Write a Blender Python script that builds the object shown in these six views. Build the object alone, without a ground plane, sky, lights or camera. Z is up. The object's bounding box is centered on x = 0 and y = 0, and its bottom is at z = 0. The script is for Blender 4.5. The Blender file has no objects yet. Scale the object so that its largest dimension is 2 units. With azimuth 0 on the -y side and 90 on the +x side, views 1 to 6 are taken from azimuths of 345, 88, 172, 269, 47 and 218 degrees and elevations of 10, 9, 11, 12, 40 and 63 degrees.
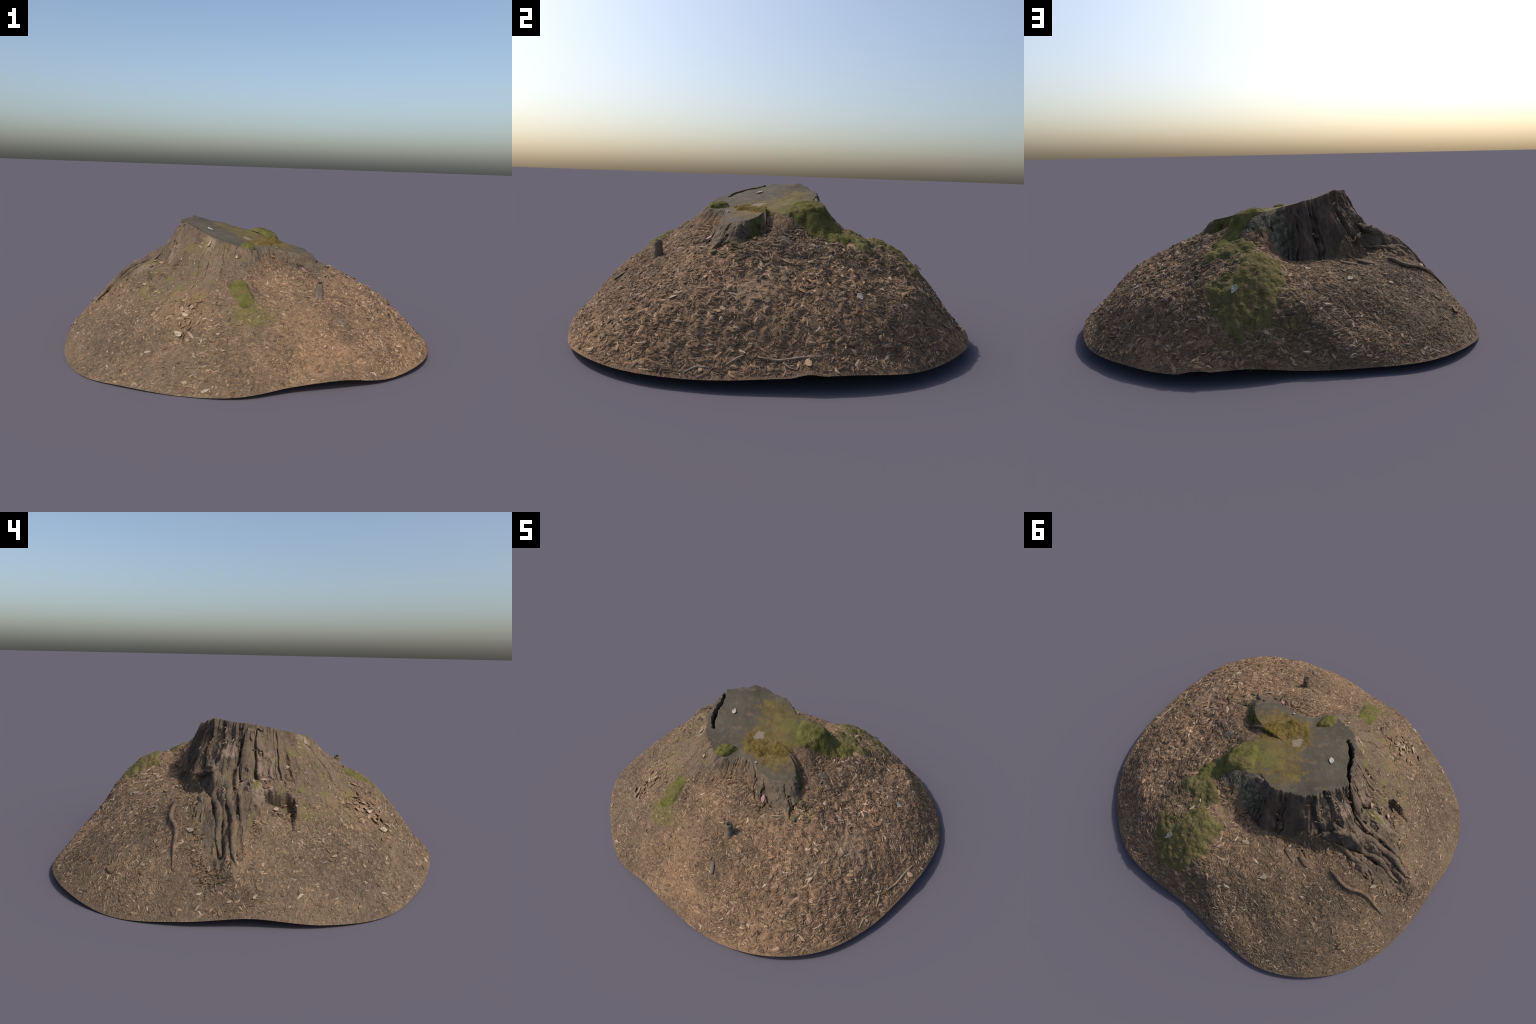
# A cut, moss-grown tree stump rising from a round mound of leaf litter.
import math
import numpy as np

RNG = np.random.default_rng(7)
TAU = 2 * math.pi

# ---------------------------------------------------------------- noise tools
def _hash(i, j, k, seed):
    h = (i * 374761393 + j * 668265263 + k * 2147483647 + seed * 974711) & 0xFFFFFFFF
    h = ((h ^ (h >> 13)) * 1274126177) & 0xFFFFFFFF
    h = ((h ^ (h >> 16)) * 2246822519) & 0xFFFFFFFF
    return ((h ^ (h >> 15)) & 0xFFFF) / 32767.5 - 1.0

def noise(x, y, z, seed=0):
    """smooth value noise in -1..1"""
    x, y, z = np.broadcast_arrays(np.asarray(x, float), np.asarray(y, float), np.asarray(z, float))
    xi = np.floor(x).astype(np.int64); yi = np.floor(y).astype(np.int64); zi = np.floor(z).astype(np.int64)
    fx, fy, fz = x - xi, y - yi, z - zi
    fx = fx * fx * fx * (fx * (fx * 6 - 15) + 10)
    fy = fy * fy * fy * (fy * (fy * 6 - 15) + 10)
    fz = fz * fz * fz * (fz * (fz * 6 - 15) + 10)
    out = 0
    for dx in (0, 1):
        wx = fx if dx else 1 - fx
        for dy in (0, 1):
            wy = fy if dy else 1 - fy
            for dz in (0, 1):
                wz = fz if dz else 1 - fz
                out = out + wx * wy * wz * _hash(xi + dx, yi + dy, zi + dz, seed)
    return out

def fbm(x, y, z, octaves=4, seed=0, gain=0.5):
    a, s, t = 1.0, 0.0, 0.0
    for o in range(octaves):
        s = s + a * noise(x * 2 ** o + 13.1 * o, y * 2 ** o - 7.7 * o, z * 2 ** o + 3.3 * o, seed + o)
        t += a
        a *= gain
    return s / t

def sstep(a, b, x):
    t = np.clip((x - a) / (b - a), 0, 1)
    return t * t * (3 - 2 * t)

def smax(a, b, k):
    h = np.clip(0.5 + 0.5 * (a - b) / k, 0, 1)
    return b + (a - b) * h + k * h * (1 - h)

def catmull(table, t):
    """periodic Catmull-Rom through equally spaced values, t in table units"""
    table = np.asarray(table, float); n = len(table)
    i = np.floor(t).astype(int); f = t - i
    a0, a1, a2, a3 = (table[(i + k) % n] for k in (-1, 0, 1, 2))
    return 0.5 * (2 * a1 + (a2 - a0) * f + (2 * a0 - 5 * a1 + 4 * a2 - a3) * f * f + (3 * a1 - 3 * a2 + a3 - a0) * f ** 3)

def periodic(knots, phi):
    """smooth periodic interpolation through (degrees, value) knots"""
    k = np.array(sorted(knots), float)
    d = np.r_[k[-2:, 0] - 360, k[:, 0], k[:2, 0] + 360]
    v = np.r_[k[-2:, 1], k[:, 1], k[:2, 1]]
    p = np.degrees(phi) % 360
    j = np.clip(np.searchsorted(d, p, side='right') - 1, 1, len(d) - 3)
    h = d[j + 1] - d[j]; f = (p - d[j]) / h
    m0 = (v[j + 1] - v[j - 1]) / (d[j + 1] - d[j - 1]) * h
    m1 = (v[j + 2] - v[j]) / (d[j + 2] - d[j]) * h
    return (2 * f ** 3 - 3 * f ** 2 + 1) * v[j] + (f ** 3 - 2 * f ** 2 + f) * m0 + (3 * f ** 2 - 2 * f ** 3) * v[j + 1] + (f ** 3 - f ** 2) * m1

def poly_dist(x, y, pts):
    """distance to a polyline and the parameter (0..1) along it"""
    P = np.array(pts, float)
    seg = np.diff(P[:, :2], axis=0); L = np.hypot(seg[:, 0], seg[:, 1]); cum = np.r_[0, np.cumsum(L)]
    best = np.full(np.shape(x), 1e9); par = np.zeros(np.shape(x)); side = np.zeros(np.shape(x))
    for k in range(len(seg)):
        px, py = x - P[k, 0], y - P[k, 1]
        t = np.clip((px * seg[k, 0] + py * seg[k, 1]) / L[k] ** 2, 0, 1)
        dx, dy = px - t * seg[k, 0], py - t * seg[k, 1]
        d = np.hypot(dx, dy); w = d < best
        best = np.where(w, d, best); par = np.where(w, (cum[k] + t * L[k]) / cum[-1], par)
        side = np.where(w, np.sign(seg[k, 0] * py - seg[k, 1] * px), side)
    return best, par, side

def in_poly(x, y, pts):
    P = np.array(pts, float); c = np.zeros(np.shape(x), bool)
    for a, b in zip(P, np.roll(P, -1, 0)):
        cross = ((a[1] > y) != (b[1] > y)) & (x < (b[0] - a[0]) * (y - a[1]) / (b[1] - a[1] + 1e-12) + a[0])
        c ^= cross
    return c

def poly_sd(x, y, pts):
    """signed distance to a closed polygon, positive inside"""
    d, _, _ = poly_dist(x, y, list(pts) + [pts[0]])
    return np.where(in_poly(x, y, pts), d, -d)

# ------------------------------------------------------------ shape of the mound
# rim every 15 degrees (from +x, counter-clockwise): radius and height
RIM_R = [0.999, 1.011, 1.035, 1.026, 1.001, 0.924, 0.885, 0.936, 1.022, 1.059, 1.056, 1.021,
         0.997, 1.027, 1.042, 0.995, 0.956, 0.944, 0.900, 0.931, 0.984, 1.041, 1.053, 1.024]
RIM_Z = [.048, .058, .043, .044, .042, .054, .026, .027, .030, .027, .000, .018,
         .038, .013, .002, .008, .001, .012, .034, .047, .017, .033, .035, .036]
# slope profiles: height at these fractions of the rim radius, one row per 15 degrees
PROFILE_S = np.array([0, .28, .42, .56, .70, .82, .92, 1.0])
PROFILES = [
    [.400, .455, .428, .367, .303, .216, .108], [.400, .445, .410, .346, .289, .212, .125],
    [.400, .462, .421, .358, .290, .222, .122], [.400, .468, .445, .381, .306, .248, .124],
    [.400, .435, .463, .408, .341, .241, .125], [.400, .376, .428, .429, .375, .262, .128],
    [.400, .345, .379, .367, .315, .248, .130], [.400, .339, .355, .327, .273, .177, .109],
    [.400, .340, .350, .323, .257, .163, .088], [.400, .347, .345, .324, .253, .183, .099],
    [.400, .382, .355, .348, .276, .193, .102], [.400, .427, .395, .402, .318, .214, .110],
    [.400, .450, .447, .432, .326, .198, .136], [.400, .455, .436, .388, .261, .163, .094],
    [.400, .457, .405, .345, .234, .138, .057], [.400, .460, .429, .342, .260, .161, .057],
    [.400, .460, .462, .377, .308, .184, .072], [.400, .455, .474, .406, .322, .203, .087],
    [.400, .450, .457, .390, .321, .223, .103], [.400, .445, .433, .374, .322, .234, .117],
    [.400, .440, .412, .354, .284, .202, .125], [.400, .437, .398, .337, .262, .175, .107],
    [.400, .430, .402, .346, .278, .196, .105], [.400, .430, .427, .371, .300, .215, .103]]

def rim(theta):
    t = (theta / TAU * 24) % 24
    return catmull(RIM_R, t), catmull(RIM_Z, t)

def mound(x, y):
    th = np.arctan2(y, x); R, zr = rim(th)
    s = np.clip(np.hypot(x, y) / R, 0, 1); t = (th / TAU * 24) % 24
    cols = [catmull([p[k] for p in PROFILES], t) for k in range(7)] + [zr]
    V = np.stack(cols, 0); S = PROFILE_S; K = len(S)
    j = np.clip(np.searchsorted(S, s, side='right') - 1, 0, K - 2)
    h = S[j + 1] - S[j]; f = (s - S[j]) / h
    def at(jj): return np.take_along_axis(V, np.clip(jj, 0, K - 1)[None], 0)[0]
    def slope(jj):
        lo, hi = np.clip(jj - 1, 0, K - 1), np.clip(jj + 1, 0, K - 1)
        return np.where(jj == 0, 0, (at(hi) - at(lo)) / (S[hi] - S[lo]))
    return ((2 * f ** 3 - 3 * f ** 2 + 1) * at(j) + (3 * f ** 2 - 2 * f ** 3) * at(j + 1)
            + (f ** 3 - 2 * f ** 2 + f) * h * slope(j) + (f ** 3 - f ** 2) * h * slope(j + 1))

# ------------------------------------------------------------ shape of the stump
CX, CY = -0.06, -0.02
OUTLINE = [(0, .255), (9, .235), (17, .26), (25, .295), (35, .35), (45, .362), (53, .345), (62, .29), (73, .255),
           (80, .262), (90, .268), (102, .270), (111, .264), (120, .272), (131, .292), (139, .298), (147, .280),
           (155, .290), (164, .298), (172, .318), (180, .306), (190, .288), (200, .280), (210, .283), (219, .280),
           (228, .284), (240, .286), (251, .286), (261, .290), (270, .292), (279, .270), (287, .238), (295, .236),
           (304, .245), (314, .280), (322, .325), (331, .370), (340, .400), (347, .395), (352, .345), (356, .285)]
# how steeply the flank falls away from the cut edge (rise over run)
STEEP = [(0, .85), (8, .58), (20, .9), (35, 1.35), (47, 1.1), (57, .78), (64, .76), (71, 1.1), (78, 1.9), (86, 2.55), (96, 2.7), (105, 2.6), (115, 2.6),
         (131, 2.4), (142, 2.0), (152, 1.6), (160, 1.6), (170, 1.75), (180, 1.95), (190, 2.1), (205, 1.9), (222, 1.45), (235, 1.2), (250, 1.05),
         (270, 1.05), (287, 1.05), (300, 1.3), (315, 1.4), (330, 1.1), (342, 1.0), (350, 1.8), (356, 1.5)]

def outline(phi):
    """cut edge as a radius about the stump centre, with broken, ragged detail"""
    c, s_ = np.cos(phi), np.sin(phi)
    return periodic(OUTLINE, phi) + .010 * noise(c * 7, s_ * 7, 2, 71) + .006 * noise(c * 19, s_ * 19, 2, 72) + .003 * noise(c * 45, s_ * 45, 2, 73)

def polar(x, y):
    return np.arctan2(y - CY, x - CX), np.hypot(x - CX, y - CY)

def cut_plane(x, y):
    phi, r = polar(x, y)
    a = 0.576 - 0.25 * x + 0.13 * y
    b = 0.592 - 0.173 * x + 0.171 * y            # the separate, slightly prouder step on the +x side
    p = np.degrees(phi) % 360
    w = sstep(.11, .19, r) * sstep(285, 300, p) * (1 - sstep(358, 368, np.where(p < 90, p + 360, p)))
    swell = .014 * np.exp(-((x - .09) ** 2 + (y - .09) ** 2) / .10 ** 2)      # moss sheet
    horn = .012 * np.exp(-((x + .27) ** 2 + (y - .15) ** 2) / .07 ** 2)       # highest corner
    return a + (b - a) * w + swell + horn

def surface(x, y):
    """height of the bare shape (no fine relief) and distance outside the cut edge"""
    phi, r = polar(x, y)
    rho = outline(phi); k = periodic(STEEP, phi)
    d = r - rho
    run = np.maximum(d, 0) + (rho - periodic(OUTLINE, phi)) * sstep(0, .035, d)
    ex, ey = CX + np.cos(phi) * np.minimum(r, rho), CY + np.sin(phi) * np.minimum(r, rho)
    top = cut_plane(ex, ey)
    side = top - k * run
    m = mound(x, y)
    return np.where(d <= 0, top, smax(side, m, .035) - .00), d

# ---------------------------------------------------------------- fine relief
WEST_ROOT = [(-.34, .13), (-.42, .15), (-.52, .135), (-.64, .125), (-.76, .10), (-.86, .09)]
WEST_GROOVE = [(-.50, .20), (-.58, .165), (-.68, .138), (-.78, .118), (-.85, .117)]
CRACK = [(-.205, -.215), (-.255, -.175), (-.292, -.125), (-.318, -.060), (-.345, -.020), (-.385, .025), (-.43, .052), (-.475, .066)]

def build_point_grid(n_phi=1500, n_in=66, n_wall=80, n_out=180):
    phi = np.arange(n_phi) / n_phi * TAU
    rho = outline(phi)
    # rim seen from the stump centre
    th = np.linspace(0, TAU, 6000, endpoint=False); R, _ = rim(th)
    rx, ry = R * np.cos(th) - CX, R * np.sin(th) - CY
    pa = np.arctan2(ry, rx) % TAU; o = np.argsort(pa)
    edge = np.interp(phi, np.r_[pa[o][-1] - TAU, pa[o], pa[o][0] + TAU], np.r_[np.hypot(rx, ry)[o][-1], np.hypot(rx, ry)[o], np.hypot(rx, ry)[o][0]])
    rows = [rho * t for t in np.linspace(0.012, 1, n_in)]
    rows += [rho + .16 * t for t in np.linspace(0, 1, n_wall + 1)[1:]]
    start = rho + .16
    rows += [start + (edge - start) * t for t in np.linspace(0, 1, n_out + 1)[1:]]
    r = np.array(rows)
    return CX + r * np.cos(phi), CY + r * np.sin(phi), r, phi, rho, n_in, n_wall

def cavity(x, y):
    u = (y + .120) + .016 * noise(x * 28, y * 28, 0, 9)
    lip = x + .548 + 5.0 * u * u + .020 * noise(x * 25, y * 25, 0, 10) + .008 * noise(x * 70, y * 70, 0, 11)
    wide = 1 - sstep(.048, .075, np.abs(u))
    cav = wide * sstep(0, .010, -lip) * (1 - sstep(.03, .16, -lip))
    brow = np.exp(-((lip - .010) / .014) ** 2) * (1 - sstep(.04, .08, np.abs(u)))
    under = wide * sstep(.002, .012, -lip) * (1 - sstep(.025, .085, -lip))
    return cav, brow, under

def relief(x, y):
    z, d = surface(x, y)
    phi, r = polar(x, y)
    s = np.hypot(x, y) / rim(np.arctan2(y, x))[0]
    out = d > 0
    # --- western root and its dark groove
    dd, t, _ = poly_dist(x, y, WEST_ROOT)
    z = z + np.where(out, (.056 + .018 * noise(x * 22, y * 22, 0, 6)) * np.exp(-(dd / .042) ** 2) * sstep(0, .25, t) * (1 - .45 * t), 0)
    dd, t, _ = poly_dist(x, y, WEST_GROOVE)
    wig = .006 * noise(x * 40, y * 40, 0, 5)
    z = z - np.where(out, .045 * np.exp(-((dd + wig) / .014) ** 2) * sstep(0, .15, t) * (1 - sstep(.85, 1, t)), 0)
    # --- open crack between the disc and the slab of bark
    dd, t, sd = poly_dist(x, y, CRACK)
    w = .007 + .004 * noise(x * 30, y * 30, 1, 8)
    dd = dd + .004 * noise(x * 70, y * 70, 3, 81)
    crack = (1 - sstep(w * .6, w * 1.25, dd)) * sstep(0, .1, t) * (1 - sstep(.9, 1, t))
    z = z - crack * (.10 * (1 - .55 * t))
    z = z + np.where(out & (dd < .08) & (sd < 0), .012 * (1 - sstep(.0, .08, dd)) * sstep(.15, .3, t) * (1 - sstep(.55, .75, t)), 0)
    # --- cavity under a lip of bark on the -x side: sharp at the lip, running out downhill
    cav, brow, _ = cavity(x, y)
    z = z - .056 * cav + .006 * brow
    # --- litter-scale roughness on the soil, fading to nothing at the rim
    soil = sstep(.03, .10, d) * (1 - sstep(.93, 1.0, s) * .95)
    coarse = .55 + .75 * sstep(-.1, .6, x + .45 * y)
    hump = fbm(x * 5.5, y * 5.5, 0, 2, 22)
    z = z + soil * (.009 * fbm(x * 10, y * 10, 0, 3, 21) + (.010 * hump) + coarse * .0085 * fbm(x * 38, y * 38, 0, 3, 31))
    z = np.maximum(z, 0)
    # --- cut face: nearly flat
    z = z + np.where(out, 0, .004 * fbm(x * 18, y * 18, 0, 4, 41))
    return z, d
#==GEOM_END==

import bpy
from mathutils import Vector

# =================================================================== materials
def new_mat(name, rough=0.9, spec=0.25):
    m = bpy.data.materials.new(name); m.use_nodes = True
    nt = m.node_tree; nt.nodes.clear()
    out = nt.nodes.new('ShaderNodeOutputMaterial'); b = nt.nodes.new('ShaderNodeBsdfPrincipled')
    b.inputs['Roughness'].default_value = rough; b.inputs['Specular IOR Level'].default_value = spec
    nt.links.new(b.outputs[0], out.inputs[0])
    return m, nt, b

class N:
    """tiny helper for wiring nodes"""
    def __init__(self, nt):
        self.nt = nt
        self.tc = nt.nodes.new('ShaderNodeTexCoord').outputs['Object']
    def link(self, a, b):
        self.nt.links.new(a, b)
    def val(self, sock, v):
        if hasattr(v, 'is_linked') or hasattr(v, 'links'): self.link(v, sock)
        else: sock.default_value = v
    def mapping(self, scale=(1, 1, 1), rot=(0, 0, 0), loc=(0, 0, 0), src=None):
        n = self.nt.nodes.new('ShaderNodeMapping'); self.link(src or self.tc, n.inputs['Vector'])
        n.inputs['Scale'].default_value = scale; n.inputs['Rotation'].default_value = rot; n.inputs['Location'].default_value = loc
        return n.outputs[0]
    def noise(self, scale, detail=4, rough=0.55, vec=None, dist=0.0):
        n = self.nt.nodes.new('ShaderNodeTexNoise'); self.link(vec or self.tc, n.inputs['Vector'])
        n.inputs['Scale'].default_value = scale; n.inputs['Detail'].default_value = detail
        n.inputs['Roughness'].default_value = rough; n.inputs['Distortion'].default_value = dist
        return n.outputs['Fac']
    def voronoi(self, scale, vec=None, out='Distance', feature='F1', rand=1.0):
        n = self.nt.nodes.new('ShaderNodeTexVoronoi'); n.feature = feature
        self.link(vec or self.tc, n.inputs['Vector']); n.inputs['Scale'].default_value = scale
        n.inputs['Randomness'].default_value = rand
        return n.outputs[out]
    def ramp(self, fac, stops, interp='LINEAR'):
        n = self.nt.nodes.new('ShaderNodeValToRGB'); n.color_ramp.interpolation = interp
        self.link(fac, n.inputs[0]); el = n.color_ramp.elements
        while len(el) < len(stops): el.new(0.5)
        for e, (p, c) in zip(el, stops):
            e.position = p; e.color = (c, c, c, 1) if np.isscalar(c) else (*c, 1)
        return n.outputs[0]
    def mix(self, fac, a, b, mode='MIX'):
        n = self.nt.nodes.new('ShaderNodeMix'); n.data_type = 'RGBA'; n.blend_type = mode
        for sock, v in ((n.inputs[0], fac), (n.inputs[6], a), (n.inputs[7], b)):
            if isinstance(v, tuple): sock.default_value = (*v, 1)
            else: self.val(sock, v)
        return n.outputs[2]
    def math(self, op, a, b=0.0, c=None):
        n = self.nt.nodes.new('ShaderNodeMath'); n.operation = op
        self.val(n.inputs[0], a); self.val(n.inputs[1], b)
        if c is not None: self.val(n.inputs[2], c)
        return n.outputs[0]
    def xyz(self):
        n = self.nt.nodes.new('ShaderNodeSeparateXYZ'); self.link(self.tc, n.inputs[0]); return n.outputs
    def blob(self, cx, cy, cz, sx, sy, sz, soft=0.5, wob=0.35, wscale=18):
        """soft ellipsoid mask with a ragged edge, 1 inside"""
        v = self.mapping(scale=(1 / sx, 1 / sy, 1 / sz), loc=(-cx / sx, -cy / sy, -cz / sz))
        n = self.nt.nodes.new('ShaderNodeVectorMath'); n.operation = 'LENGTH'; self.link(v, n.inputs[0])
        d = self.math('MULTIPLY_ADD', self.noise(wscale, 4, 0.65), wob * 5, n.outputs['Value'])
        d = self.math('SUBTRACT', d, wob * 2.5)
        m = self.nt.nodes.new('ShaderNodeMapRange'); m.interpolation_type = 'SMOOTHSTEP'
        self.link(d, m.inputs[0]); m.inputs[1].default_value = 1 + soft / 2; m.inputs[2].default_value = 1 - soft / 2
        m.inputs[3].default_value = 0; m.inputs[4].default_value = 1
        return m.outputs[0]
    def bump(self, bsdf, height, strength=0.5, dist=0.004):
        n = self.nt.nodes.new('ShaderNodeBump'); n.inputs['Strength'].default_value = strength
        n.inputs['Distance'].default_value = dist; self.link(height, n.inputs['Height'])
        self.link(n.outputs[0], bsdf.inputs['Normal'])

def patchy(n, c):
    """slow changes of tone over the litter: damp and dry patches"""
    p = n.ramp(n.noise(3.4, 4, .6), [(.34, (.74, .75, .77)), (.50, (1.0, .99, .97)), (.66, (1.18, 1.13, 1.06))])
    # lighter, redder tint toward +x; darker, greyer tint toward -x
    e = n.ramp(n.math('MULTIPLY_ADD', n.xyz()[0], .5, .5), [(.25, (.90, .91, .92)), (.80, (1.10, 1.05, 1.03))])
    hs = n.nt.nodes.new('ShaderNodeHueSaturation'); hs.inputs['Saturation'].default_value = .96; hs.inputs['Value'].default_value = .97
    n.link(n.mix(1.0, n.mix(1.0, c, p, 'MULTIPLY'), e, 'MULTIPLY'), hs.inputs['Color'])
    return hs.outputs[0]

def soil_colour(n):
    """crumbly litter: brown ground with matted flecks of tan, rust and grey fibre"""
    big = n.noise(4.5, 5, 0.62)
    base = n.ramp(big, [(.30, (.072, .051, .035)), (.44, (.124, .084, .053)), (.58, (.174, .112, .066)), (.72, (.220, .141, .082))])
    # greyer, trodden dust toward -x
    x = n.xyz()[0]
    west = n.ramp(n.math('MULTIPLY_ADD', x, -.5, .5), [(.35, 0.0), (.85, 1.0)])
    base = n.mix(n.math('MULTIPLY', west, .65), base, (.120, .090, .061))
    # layers of short fibres laid in different directions, bent by a slow swirl
    for rot, hi, lo in (((.2, .1, .6), (.29, .205, .135), (.046, .032, .022)), ((.1, .3, 2.0), (.27, .20, .14), (.052, .035, .024)),
                        ((.4, .2, 3.9), (.255, .160, .090), (.050, .034, .023))):
        v = n.mapping(scale=(30, 105, 62), rot=rot)
        w = n.noise(1.0, 3, .65, v, 1.6)
        base = n.mix(n.ramp(w, [(.55, 0.0), (.70, .75)]), base, hi)
        base = n.mix(n.ramp(w, [(.27, .7), (.44, 0.0)]), base, lo)
    rust = n.ramp(n.noise(24, 4, .6), [(.58, 0.0), (.72, .45)])
    base = n.mix(rust, base, (.205, .118, .060))
    return patchy(n, base)

def bark_colour(n):
    v = n.mapping(scale=(1, 1, .35))
    g = n.noise(9, 5, .6, v)
    c = n.ramp(g, [(.30, (.062, .048, .035)), (.48, (.112, .085, .060)), (.62, (.148, .112, .080)), (.78, (.195, .145, .108))])
    fib = n.noise(70, 4, .65, v, .6)
    c = n.mix(n.ramp(fib, [(.30, .6), (.46, 0.0)]), c, (.045, .036, .028))
    c = n.mix(n.ramp(fib, [(.56, 0.0), (.72, .6)]), c, (.235, .172, .122))
    pl = n.noise(30, 4, .65, None, .8)
    c = n.mix(n.ramp(pl, [(.30, .55), (.45, 0.0)]), c, (.050, .039, .029))
    return c

def soil_material():
    m, nt, b = new_mat('soil_litter', .95, .12); n = N(nt)
    c = soil_colour(n)
    # pale worn hump, green algae streaks, faint moss dust
    c = n.mix(n.math('MULTIPLY', n.blob(.742, -.10, .275, .09, .12, .12, 1.0), .6), c, (.30, .20, .125))
    green = n.ramp(n.noise(14, 4, .6), [(.50, 0.0), (.66, 1.0)])
    area = n.blob(-.47, -.36, .40, .24, .24, .16, .8)
    c = n.mix(n.math('MULTIPLY', n.math('MULTIPLY', green, area), .6), c, (.120, .112, .028))
    for p in ((.30, .50, .40, .13, .16, .12), (.20, .68, .30, .17, .15, .16), (-.615, -.25, .36, .045, .05, .05), (-.52, -.373, .375, .03, .035, .05), (.215, .842, .10, .06, .04, .06),
              (.316, .83, .115, .05, .04, .05), (.10, .78, .18, .10, .06, .08), (.44, -.16, .40, .06, .06, .05), (-.13, -.66, .30, .10, .06, .06)):
        c = n.mix(n.math('MULTIPLY', n.blob(*p, soft=.9, wob=.5, wscale=30), .65), c, (.110, .105, .028))
    # darker brown patch on the cavity floor
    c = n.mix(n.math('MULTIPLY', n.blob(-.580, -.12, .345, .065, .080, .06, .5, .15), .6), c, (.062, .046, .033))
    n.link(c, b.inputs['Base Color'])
    h = n.math('ADD', n.noise(160, 3, .6), n.noise(55, 3, .6, None, 1.0))
    n.bump(b, h, .7, .006)
    return m

def bark_material():
    m, nt, b = new_mat('weathered_bark', .9, .15); n = N(nt)
    c = bark_colour(n)
    soil = soil_colour(n)
    # litter lodged all over the spreading foot
    lodged = n.math('MULTIPLY', n.blob(-.42, -.33, .42, .34, .30, .30, 1.2, .2), n.ramp(n.noise(13, 5, .65), [(.36, .15), (.56, .85)]))
    c = n.mix(lodged, c, soil)
    lodged = n.math('MULTIPLY', n.blob(-.66, .12, .30, .26, .14, .2, .8, .2), n.ramp(n.noise(15, 5, .65), [(.40, .1), (.58, .8)]))
    c = n.mix(lodged, c, soil)
    # rotten dark-brown heartwood on the hollow +y wall
    y = n.xyz()[1]
    wall = n.blob(-.16, .30, .48, .22, .12, .18, .5, .15)
    dark = n.ramp(n.noise(16, 4, .6, n.mapping(scale=(1, 1, .3))), [(.30, (.052, .039, .030)), (.55, (.106, .075, .056)), (.75, (.170, .115, .082))])
    c = n.mix(wall, c, dark)
    # blue-green lichen crust at the +x end of the wall
    lich = n.blob(.07, .30, .47, .12, .09, .14, .6, .4, 22)
    lc = n.ramp(n.noise(45, 4, .6), [(.35, (.050, .043, .030)), (.5, (.098, .088, .060)), (.68, (.200, .178, .128))])
    c = n.mix(lich, c, lc)
    lich2 = n.blob(-.30, .30, .37, .14, .06, .05, .9, .6, 25)
    c = n.mix(n.math('MULTIPLY', lich2, .6), c, (.066, .060, .038))
    # pinkish bare patches
    for p in ((-.455, -.075, .515, .05, .055, .07), (-.42, .10, .555, .035, .04, .05), (-.575, -.07, .44, .04, .06, .05), (-.26, -.25, .565, .03, .035, .04)):
        c = n.mix(n.math('MULTIPLY', n.blob(*p, soft=.5, wob=.75, wscale=34), .6), c, (.255, .185, .140))
    # green algae
    green = n.ramp(n.noise(16, 4, .6), [(.52, 0.0), (.66, 1.0)])
    area = n.blob(-.40, -.30, .45, .30, .32, .20, .8)
    c = n.mix(n.math('MULTIPLY', n.math('MULTIPLY', green, area), .6), c, (.125, .118, .030))
    for p in ((-.55, -.02, .455, .06, .016, .06), (-.73, -.01, .33, .05, .02, .05), (.30, -.06, .47, .10, .045, .07)):
        c = n.mix(n.math('MULTIPLY', n.blob(*p, soft=.8, wob=.5, wscale=30), .7), c, (.105, .105, .022))
    n.link(c, b.inputs['Base Color'])
    h = n.math('ADD', n.noise(60, 4, .65, n.mapping(scale=(1, 1, .3))), n.noise(170, 3, .6))
    n.bump(b, h, .8, .006)
    return m

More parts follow.
